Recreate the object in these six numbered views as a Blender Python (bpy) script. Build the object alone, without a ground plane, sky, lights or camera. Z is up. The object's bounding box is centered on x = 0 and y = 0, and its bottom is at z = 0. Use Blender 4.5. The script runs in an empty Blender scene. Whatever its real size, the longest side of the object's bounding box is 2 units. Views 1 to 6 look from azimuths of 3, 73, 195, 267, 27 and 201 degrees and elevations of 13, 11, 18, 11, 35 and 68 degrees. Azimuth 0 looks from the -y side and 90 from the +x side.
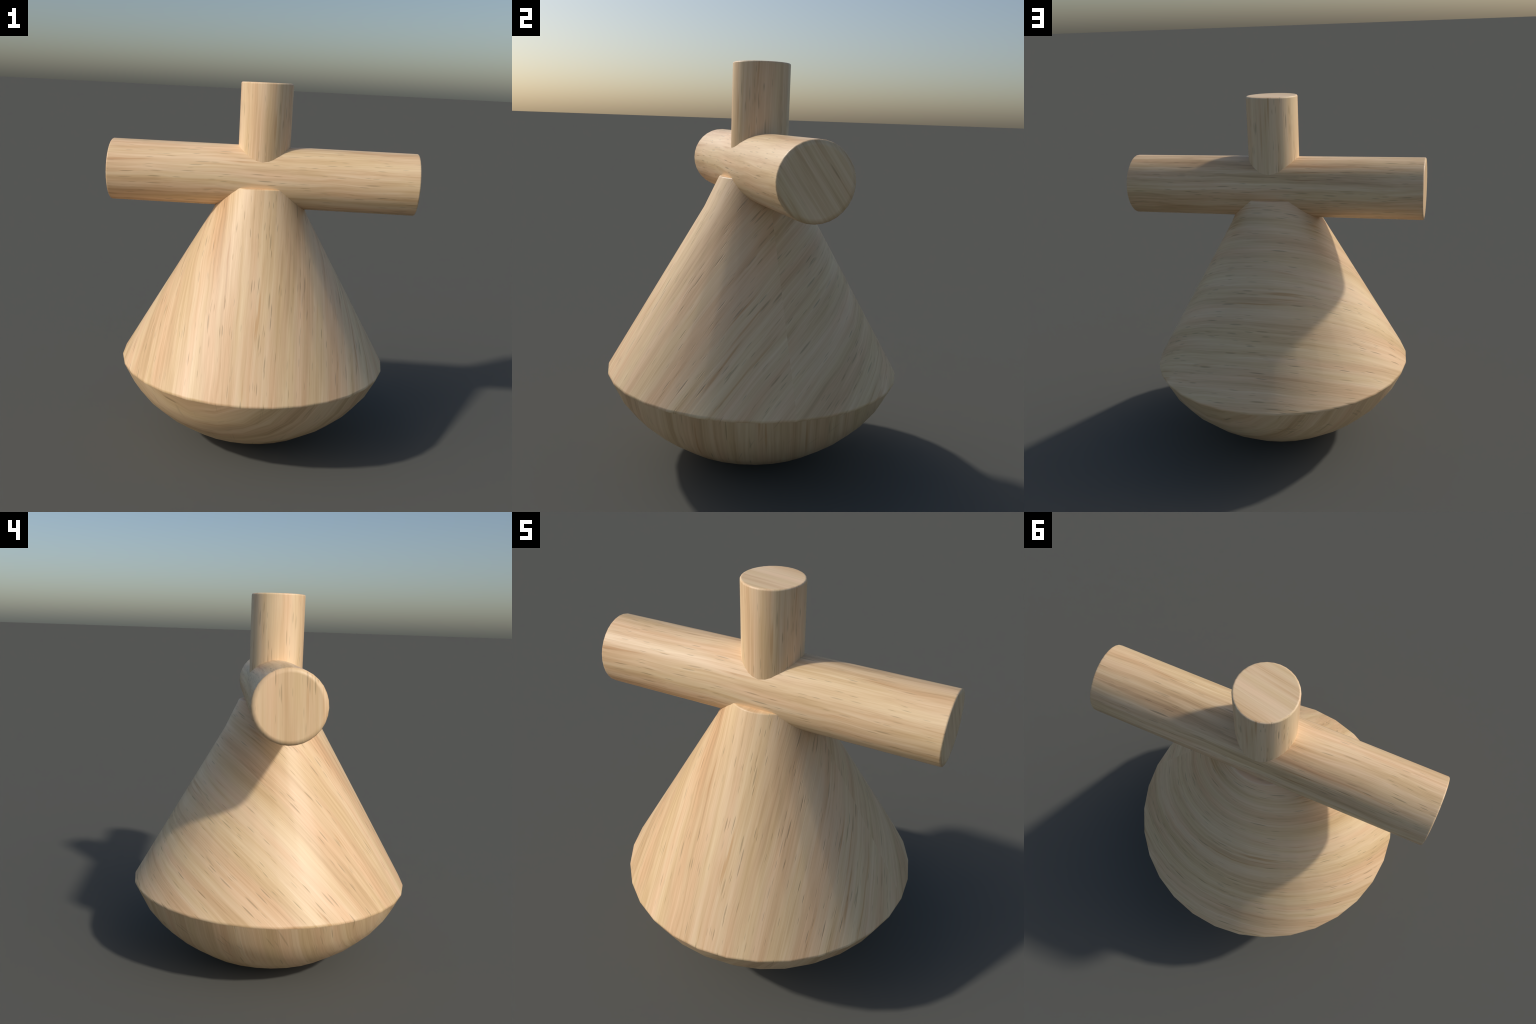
"""Pale wooden toy: a cone on a domed base, a thick crossbar through its tip
and a short upright peg on the bar.  Everything is turned wood, so each part is
a low 32-sided surface of revolution with rounded (filleted) edges."""
import bpy, math
from mathutils import Vector

SEGMENTS = 32
BODY_X = -0.0094            # cone axis stands a touch left of the bar's middle
BAR_Z, BAR_R, BAR_HALF = 1.495, 0.1685, 0.8380
PEG_R, PEG_TOP, PEG_FOOT = 0.1418, 2.0, 1.46
RIM_R, RIM_Z = 0.7462, 0.4590
KNEE_R, KNEE_Z = 0.2660, 1.290
CREST_R, CREST_Z = 0.1930, 1.4460
SLANT = math.atan2(RIM_R - KNEE_R, KNEE_Z - RIM_Z)     # half angle of the cone
APEX_Z = RIM_Z + RIM_R / math.tan(SLANT)
SEAM_AZIMUTH = math.radians(90)                        # grain joint, on +x


# ---------------------------------------------------------------- geometry
def fillet(before, corner, after, cut_in, cut_out, steps):
    """Rounded corner of a profile: quadratic arc between two cut points,
    returned as (radius, height) points."""
    b, c, a = Vector(before), Vector(corner), Vector(after)
    p = c + (b - c).normalized() * cut_in
    q = c + (a - c).normalized() * cut_out
    pts = []
    for i in range(steps + 1):
        t = i / steps
        pts.append(tuple(p * (1 - t) ** 2 + c * 2 * t * (1 - t) + q * t * t))
    return pts


def profile_normals(profile):
    """Outward normals along a profile (length-independent average of the
    two neighbouring pieces); profile runs from the top axis to the bottom."""
    n = []
    last = len(profile) - 1
    for i, (r, z) in enumerate(profile):
        acc = Vector((0, 0))
        for a, b in ((i - 1, i), (i, i + 1)):
            if a < 0 or b > last:
                continue
            d = Vector(profile[b]) - Vector(profile[a])
            if d.length < 1e-9:
                continue
            # the shorter piece dominates: fillets blend, long faces stay flat
            acc += Vector((-d.y, d.x)).normalized() * 1.0
        n.append(acc.normalized())
    return n


def revolve(name, profile, normals, material_of, materials, centre, axis, parent):
    """Turn a profile about an axis. Profile points on the axis become poles."""
    verts, vnorm, rings = [], [], []

    def place(r, h, ang, nr, nh):
        c, s = math.cos(ang), math.sin(ang)
        if axis == 'Z':
            return (centre[0] + r * c, centre[1] + r * s, centre[2] + h), (nr * c, nr * s, nh)
        return (centre[0] + h, centre[1] + r * c, centre[2] + r * s), (nh, nr * c, nr * s)

    for (r, h), n in zip(profile, normals):
        if r < 1e-6:
            p, q = place(0, h, 0, 0, n.y or 1)
            rings.append([len(verts)])
            verts.append(p); vnorm.append(q)
        else:
            ring = []
            for k in range(SEGMENTS):
                ang = 2 * math.pi * k / SEGMENTS
                p, q = place(r, h, ang, n.x, n.y)
                ring.append(len(verts))
                verts.append(p); vnorm.append(q)
            rings.append(ring)
    faces, slots = [], []
    for i in range(len(rings) - 1):
        a, b = rings[i], rings[i + 1]
        for k in range(SEGMENTS):
            k2 = (k + 1) % SEGMENTS
            if len(a) == 1:
                f = (a[0], b[k], b[k2])
            elif len(b) == 1:
                f = (a[k], b[0], a[k2])
            else:
                f = (a[k], b[k], b[k2], a[k2])
            faces.append(f); slots.append(material_of(i))
    mesh = bpy.data.meshes.new(name)
    mesh.from_pydata(verts, [], faces)
    for m in materials:
        mesh.materials.append(m)
    for poly, s in zip(mesh.polygons, slots):
        poly.use_smooth = True
        poly.material_index = s
    mesh.update()
    # keep faces turned the same way as the normals
    p0 = mesh.polygons[len(mesh.polygons) // 2]
    if p0.normal.dot(Vector(vnorm[p0.vertices[0]])) < 0:
        mesh.flip_normals()
    mesh.normals_split_custom_set_from_vertices([Vector(v).normalized() for v in vnorm])
    ob = bpy.data.objects.new(name, mesh)
    bpy.context.scene.collection.objects.link(ob)
    ob.parent = parent
    return ob


# --------------------------------------------------------------- materials
def srgb(r, g, b):
    def f(c):
        c /= 255
        return c / 12.92 if c <= .04045 else ((c + .055) / 1.055) ** 2.4
    return (f(r), f(g), f(b), 1)


class Nodes:
    """Small helper for wiring node trees."""
    def __init__(self, tree):
        self.t = tree

    def new(self, kind, **props):
        n = self.t.nodes.new(kind)
        for k, v in props.items():
            setattr(n, k, v)
        return n

    def put(self, sock, val):
        if hasattr(val, 'is_output') and val.is_output:
            self.t.links.new(val, sock)
        elif val is not None:
            sock.default_value = val

    def math(self, op, a, b=None, c=None, clamp=False):
        n = self.new('ShaderNodeMath', operation=op, use_clamp=clamp)
        for s, v in zip(n.inputs, (a, b, c)):
            self.put(s, v)
        return n.outputs[0]

    def vec(self, op, a, b=None):
        n = self.new('ShaderNodeVectorMath', operation=op)
        self.put(n.inputs[0], a)
        if b is not None:
            self.put(n.inputs[1], b)
        return n.outputs[0]

    def split(self, v):
        n = self.new('ShaderNodeSeparateXYZ')
        self.put(n.inputs[0], v)
        return n.outputs

    def join(self, x, y, z=0.0):
        n = self.new('ShaderNodeCombineXYZ')
        for s, v in zip(n.inputs, (x, y, z)):
            self.put(s, v)
        return n.outputs[0]

    def noise(self, v, scale=1.0, detail=2.0, rough=.5, dist=0.0):
        n = self.new('ShaderNodeTexNoise')
        self.put(n.inputs['Vector'], v)
        n.inputs['Scale'].default_value = scale
        n.inputs['Detail'].default_value = detail
        n.inputs['Roughness'].default_value = rough
        n.inputs['Distortion'].default_value = dist
        return n.outputs['Fac']

    def ramp(self, fac, stops, mode='LINEAR'):
        n = self.new('ShaderNodeValToRGB')
        cr = n.color_ramp
        cr.interpolation = mode
        while len(cr.elements) < len(stops):
            cr.elements.new(.5)
        for e, (p, c) in zip(cr.elements, stops):
            e.position = p
            e.color = c
        self.put(n.inputs[0], fac)
        return n.outputs[0]

    def remap(self, v, a, b, c=0.0, d=1.0, smooth=False):
        n = self.new('ShaderNodeMapRange')
        if smooth:
            n.interpolation_type = 'SMOOTHSTEP'
        for s, x in zip(n.inputs, (v, a, b, c, d)):
            self.put(s, x)
        return n.outputs[0]

    def mix(self, fac, a, b, blend='MIX'):
        n = self.new('ShaderNodeMix', data_type='RGBA', blend_type=blend)
        self.put(n.inputs['Factor'], fac)
        self.put(n.inputs[6], a)
        self.put(n.inputs[7], b)
        return n.outputs[2]


def wood_group():
    """Oak-like wood. Input vector in metres, grain running along its X."""
    g = bpy.data.node_groups.new('wood_grain', 'ShaderNodeTree')
    g.interface.new_socket('Vector', in_out='INPUT', socket_type='NodeSocketVector')
    g.interface.new_socket('Pores', in_out='INPUT', socket_type='NodeSocketFloat')
    g.interface.new_socket('Wander', in_out='INPUT', socket_type='NodeSocketFloat')
    g.interface.new_socket('Contrast', in_out='INPUT', socket_type='NodeSocketFloat')
    g.interface.new_socket('Lift', in_out='INPUT', socket_type='NodeSocketFloat')
    g.interface.new_socket('Pore', in_out='OUTPUT', socket_type='NodeSocketFloat')
    g.interface.new_socket('Color', in_out='OUTPUT', socket_type='NodeSocketColor')
    g.interface.new_socket('Height', in_out='OUTPUT', socket_type='NodeSocketFloat')
    N = Nodes(g)
    i = N.new('NodeGroupInput')
    o = N.new('NodeGroupOutput')
    v = i.outputs['Vector']

    # fibres wander slowly sideways along the grain
    wob = N.new('ShaderNodeTexNoise')
    N.put(wob.inputs['Vector'], N.vec('MULTIPLY', v, (2.6, 4.0, 4.0)))
    wob.inputs['Scale'].default_value = 1
    wob.inputs['Detail'].default_value = 1
    amount = N.join(0.0, i.outputs['Wander'], i.outputs['Wander'])
    wander = N.vec('MULTIPLY', N.vec('SUBTRACT', wob.outputs['Color'], (.5, .5, .5)), amount)
    w = N.vec('ADD', v, wander)

    broad = N.noise(N.vec('MULTIPLY', w, (0.9, 9, 9)), 1, 2, .5)            # wide bands
    rings = N.noise(N.vec('MULTIPLY', w, (1.0, 42, 42)), 1, 2.5, .6)        # growth lines
    fibre = N.noise(N.vec('MULTIPLY', w, (3.0, 165, 165)), 1, 2, .6)          # fine streaks
    hue = N.noise(N.vec('ADD', N.vec('MULTIPLY', w, (1.4, 13, 13)), (7.3, 2.1, 4.4)), 1, 1, .5)

    tone = N.math('ADD', N.math('MULTIPLY', broad, .40),
                  N.math('ADD', N.math('MULTIPLY', rings, .36), N.math('MULTIPLY', fibre, .20)))
    tone = N.math('ADD', N.math('MULTIPLY', N.math('SUBTRACT', tone, .48), i.outputs['Contrast']), i.outputs['Lift'])
    col = N.ramp(tone, [(0.36, srgb(*DARK)), (.47, srgb(*MIDDARK)), (.56, srgb(*MID)), (.70, srgb(*LIGHT))])
    # warm pinkish against greenish-yellow drift
    tint = N.ramp(hue, [(.33, (1.025, .975, .97, 1)), (.5, (1, 1, 1, 1)), (.67, (.985, 1.0, .955, 1))])
    col = N.mix(1.0, col, tint, 'MULTIPLY')

    # sparse darker, redder growth streaks
    streak = N.noise(N.vec('ADD', N.vec('MULTIPLY', w, (2.2, 52, 52)), (3, 11, 5)), 1, 1, .5)
    rare = N.noise(N.vec('ADD', N.vec('MULTIPLY', w, (1.8, 9, 9)), (13, 1, 8)), 1, 1, .5)
    streak = N.math('MULTIPLY', N.remap(streak, .60, .74, 0, 1, True), N.remap(rare, .50, .66, 0, 1, True))
    col = N.mix(N.math('MULTIPLY', streak, .75), col, N.mix(1.0, col, (.80, .66, .52, 1), 'MULTIPLY'))

    # pores: short dark dashes, in drifting clusters
    def pores(scale_x, scale_t, shift, lo, hi):
        p = N.vec('ADD', N.vec('MULTIPLY', w, (scale_x, scale_t, scale_t)), shift)
        vo = N.new('ShaderNodeTexVoronoi', feature='F1')
        N.put(vo.inputs['Vector'], p)
        vo.inputs['Scale'].default_value = 1
        vo.inputs['Randomness'].default_value = 1
        pick = N.split(vo.outputs['Color'])
        size = N.remap(pick[1], 0, 1, lo, hi)
        d = N.math('DIVIDE', vo.outputs['Distance'], size)
        mask = N.remap(d, .45, 1.0, 1, 0, True)
        cl = N.noise(N.vec('ADD', N.vec('MULTIPLY', w, (2.5, 9, 9)), shift), 1, 1, .5)
        limit = N.math('MULTIPLY', N.remap(cl, .32, .68, .15, 1.15), i.outputs['Pores'])
        keep = N.remap(N.math('SUBTRACT', limit, pick[0]), 0, .1)
        return N.math('MULTIPLY', N.math('MULTIPLY', mask, keep), N.remap(pick[2], 0, 1, .45, 1))
    pore = N.math('MAXIMUM', pores(4.8, 56, (0, 0, .37), .17, .30),
                  N.math('MULTIPLY', pores(7.5, 80, (4.7, 3.1, .21), .17, .28), .85))
    col = N.mix(N.math('MULTIPLY', pore, PORE_DEPTH), col, N.mix(1.0, col, (.46, .46, .43, 1), 'MULTIPLY'))

    height = N.math('SUBTRACT', N.math('MULTIPLY', fibre, .35), N.math('MULTIPLY', pore, .6))
    N.put(o.inputs['Color'], col)
    N.put(o.inputs['Height'], height)
    N.put(o.inputs['Pore'], pore)
    return g


DARK, MIDDARK, MID, LIGHT = (196, 158, 116), (218, 181, 136), (231, 196, 152), (244, 213, 173)
PORE_DEPTH = 0.62


def wood_material(name, mapping, group, pores=1.0, wander=.022, contrast=1.0, crossing=None, lift=.56):
    m = bpy.data.materials.new(name)
    m.use_nodes = True
    t = m.node_tree
    t.nodes.clear()
    N = Nodes(t)
    out = N.new('ShaderNodeOutputMaterial')
    bsdf = N.new('ShaderNodeBsdfPrincipled')
    co = N.new('ShaderNodeTexCoord').outputs['Object']
    wood = N.new('ShaderNodeGroup')
    wood.node_tree = group
    N.put(wood.inputs['Vector'], mapping(N, co))
    wood.inputs['Pores'].default_value = pores
    wood.inputs['Wander'].default_value = wander
    wood.inputs['Contrast'].default_value = contrast
    wood.inputs['Lift'].default_value = lift
    col = wood.outputs['Color']
    if crossing:            # a few stray pores running across the grain
        other = N.new('ShaderNodeGroup')
        other.node_tree = group
        N.put(other.inputs['Vector'], crossing[0](N, co))
        other.inputs['Pores'].default_value = crossing[1]
        other.inputs['Wander'].default_value = wander
        other.inputs['Contrast'].default_value = 1
        other.inputs['Lift'].default_value = .56
        col = N.mix(N.math('MULTIPLY', other.outputs['Pore'], .5), col,
                    N.mix(1.0, col, (.52, .52, .5, 1), 'MULTIPLY'))
    N.put(bsdf.inputs['Base Color'], col)
    bsdf.inputs['Roughness'].default_value = 0.46
    bsdf.inputs['Specular IOR Level'].default_value = 0.5
    bump = N.new('ShaderNodeBump')
    bump.inputs['Strength'].default_value = 0.25
    bump.inputs['Distance'].default_value = 0.004
    N.put(bump.inputs['Height'], wood.outputs['Height'])
    N.put(bsdf.inputs['Normal'], bump.outputs[0])
    N.put(out.inputs[0], bsdf.outputs[0])
    return m


def straight_grain(angle_axes, shift):
    """Grain along one object axis of solid wood: angle_axes reorders x, y, z."""
    def f(N, co):
        s = N.split(co)
        return N.vec('ADD', N.join(*[s[k] for k in angle_axes]), shift)
    return f


def flat_grain(a, b, degrees, shift):
    """Veneer-like grain lying in the plane of axes a and b, turned by an angle."""
    c, s_ = math.cos(math.radians(degrees)), math.sin(math.radians(degrees))
    def f(N, co):
        s = N.split(co)
        u = N.math('ADD', N.math('MULTIPLY', s[a], c), N.math('MULTIPLY', s[b], s_))
        w = N.math('SUBTRACT', N.math('MULTIPLY', s[b], c), N.math('MULTIPLY', s[a], s_))
        return N.vec('ADD', N.join(u, w, 0.0), shift)
    return f


def unrolled_cone_grain(N, co):
    """Straight grain on the unrolled cone: upright in front, turning to lie
    across the back, and meeting itself at one joint line."""
    s = N.split(co)
    x = N.math('SUBTRACT', s[0], BODY_X)
    y = s[1]
    # azimuth from -y, branch cut at the seam
    k = SEAM_AZIMUTH - math.pi
    front = N.math('SUBTRACT', N.math('MULTIPLY', x, math.sin(k)), N.math('MULTIPLY', y, math.cos(k)))
    side = N.math('ADD', N.math('MULTIPLY', x, math.cos(k)), N.math('MULTIPLY', y, math.sin(k)))
    az = N.math('ADD', N.math('ARCTAN2', side, front), k)
    phi = N.math('MULTIPLY', az, math.sin(SLANT))
    rho2 = N.math('ADD', N.math('MULTIPLY', x, x), N.math('MULTIPLY', y, y))
    drop = N.math('SUBTRACT', APEX_Z, s[2])
    dist = N.math('SQRT', N.math('ADD', rho2, N.math('MULTIPLY', drop, drop)))
    return N.vec('ADD', N.join(N.math('MULTIPLY', dist, N.math('COSINE', phi)),
                               N.math('MULTIPLY', dist, N.math('SINE', phi)), 0.0), (2.3, 5.1, .4))


# ------------------------------------------------------------------ build
def build():
    g = wood_group()
    mat_cone = wood_material('cone_wood', unrolled_cone_grain, g, 1.0, .024, 1.0)
    mat_base = wood_material('base_wood', flat_grain(0, 1, -20, (6.2, 1.7, .9)), g, .5, .03, 1.1, (unrolled_cone_grain, .6))
    mat_bar = wood_material('crossbar_wood', straight_grain((0, 1, 2), (1.1, 3.7, .2)), g, 1.5, .035, 1.3)
    mat_bar_left = wood_material('crossbar_left_end_wood', flat_grain(1, 2, 88, (4.1, .3, 2.2)), g, 1.0, .012, .7)
    mat_bar_right = wood_material('crossbar_right_end_wood', flat_grain(1, 2, -55, (8.1, 2.3, 1.2)), g, .3, .02, 1.3)
    mat_peg = wood_material('peg_wood', straight_grain((2, 0, 1), (7.4, 5.2, 1.3)), g, 1.35, .02, 1.1, None, .63)
    mat_peg_top = wood_material('peg_top_wood', flat_grain(0, 1, -12, (3.3, 6.6, 1.4)), g, .1, .02, 1.2)

    root = bpy.data.objects.new('wooden_toy', None)
    root['label'] = 'pale wooden cone with domed base, crossbar and peg'
    root['category'] = 'wooden toy'
    bpy.context.scene.collection.objects.link(root)

    # body: crest disc, two cone pieces, rounded rim, domed underside
    dome = [(0.6900, 0.3480), (0.6200, 0.2570), (0.5300, 0.1750), (0.4100, 0.0930), (0.2600, 0.0350), (0.1200, 0.0070), (0.0, 0.0)]
    crest = fillet((0, CREST_Z), (CREST_R, CREST_Z), (KNEE_R, KNEE_Z), .006, .006, 3)
    rim = fillet((KNEE_R, KNEE_Z), (RIM_R, RIM_Z), dome[0], .009, .009, 4)
    cone = [(0, CREST_Z)] + crest + [(KNEE_R, KNEE_Z)] + rim
    body = cone + dome
    nrm = profile_normals(body)
    # flat ends of fillets follow the long faces they run into
    def steer(i, a, b):
        d = Vector(body[b]) - Vector(body[a])
        nrm[i] = Vector((-d.y, d.x)).normalized()
    steer(1, 0, 1)
    steer(4, 4, 5)
    steer(6, 5, 6)
    steer(10, 10, 11)
    nrm[0] = Vector((0, 1)); nrm[-1] = Vector((0, -1))
    split = len(cone)
    c = (BODY_X, 0, 0)
    revolve('cone', body[:split], nrm[:split], lambda i: 0, [mat_cone], c, 'Z', root)
    revolve('rounded_base', body[split - 1:], nrm[split - 1:], lambda i: 0, [mat_base], c, 'Z', root)

    # crossbar along x, with softly rounded ends
    L = BAR_HALF
    top = [(BAR_R - .024, L)] + fillet((0, L), (BAR_R, L), (BAR_R, 0), .007, .007, 3)
    bot = [(r, -h) for r, h in reversed(top)]
    prof = [(0, L)] + top + bot + [(0, -L)]
    n = profile_normals(prof)
    n[0] = n[1] = Vector((0, 1)); n[-1] = n[-2] = Vector((0, -1))
    # the turned ends roll over softly: shade the outer lip of the flat as rounded
    for i, tip in ((2, 38), (3, 52), (4, 70)):
        t = math.radians(tip)
        n[i] = Vector((math.sin(t), math.cos(t)))
        n[-1 - i] = Vector((math.sin(t), -math.cos(t)))
    n[5] = n[6] = Vector((1, 0))
    last = len(prof) - 2
    revolve('crossbar', prof, n,
            lambda i: 1 if i < 3 else (2 if i > last - 3 else 0),
            [mat_bar, mat_bar_right, mat_bar_left], (0, 0, BAR_Z), 'X', root)

    # peg, its foot buried in the bar
    top = fillet((0, PEG_TOP), (PEG_R, PEG_TOP), (PEG_R, 0), .010, .009, 4)
    prof = [(0, PEG_TOP)] + top + [(PEG_R, PEG_FOOT), (0, PEG_FOOT)]
    n = profile_normals(prof)
    n[0] = n[1] = Vector((0, 1))
    n[5] = n[6] = Vector((1, 0)); n[-1] = Vector((0, -1))
    revolve('peg', prof, n, lambda i: 1 if i < 2 else 0,
            [mat_peg, mat_peg_top], (0, 0, 0), 'Z', root)


build()
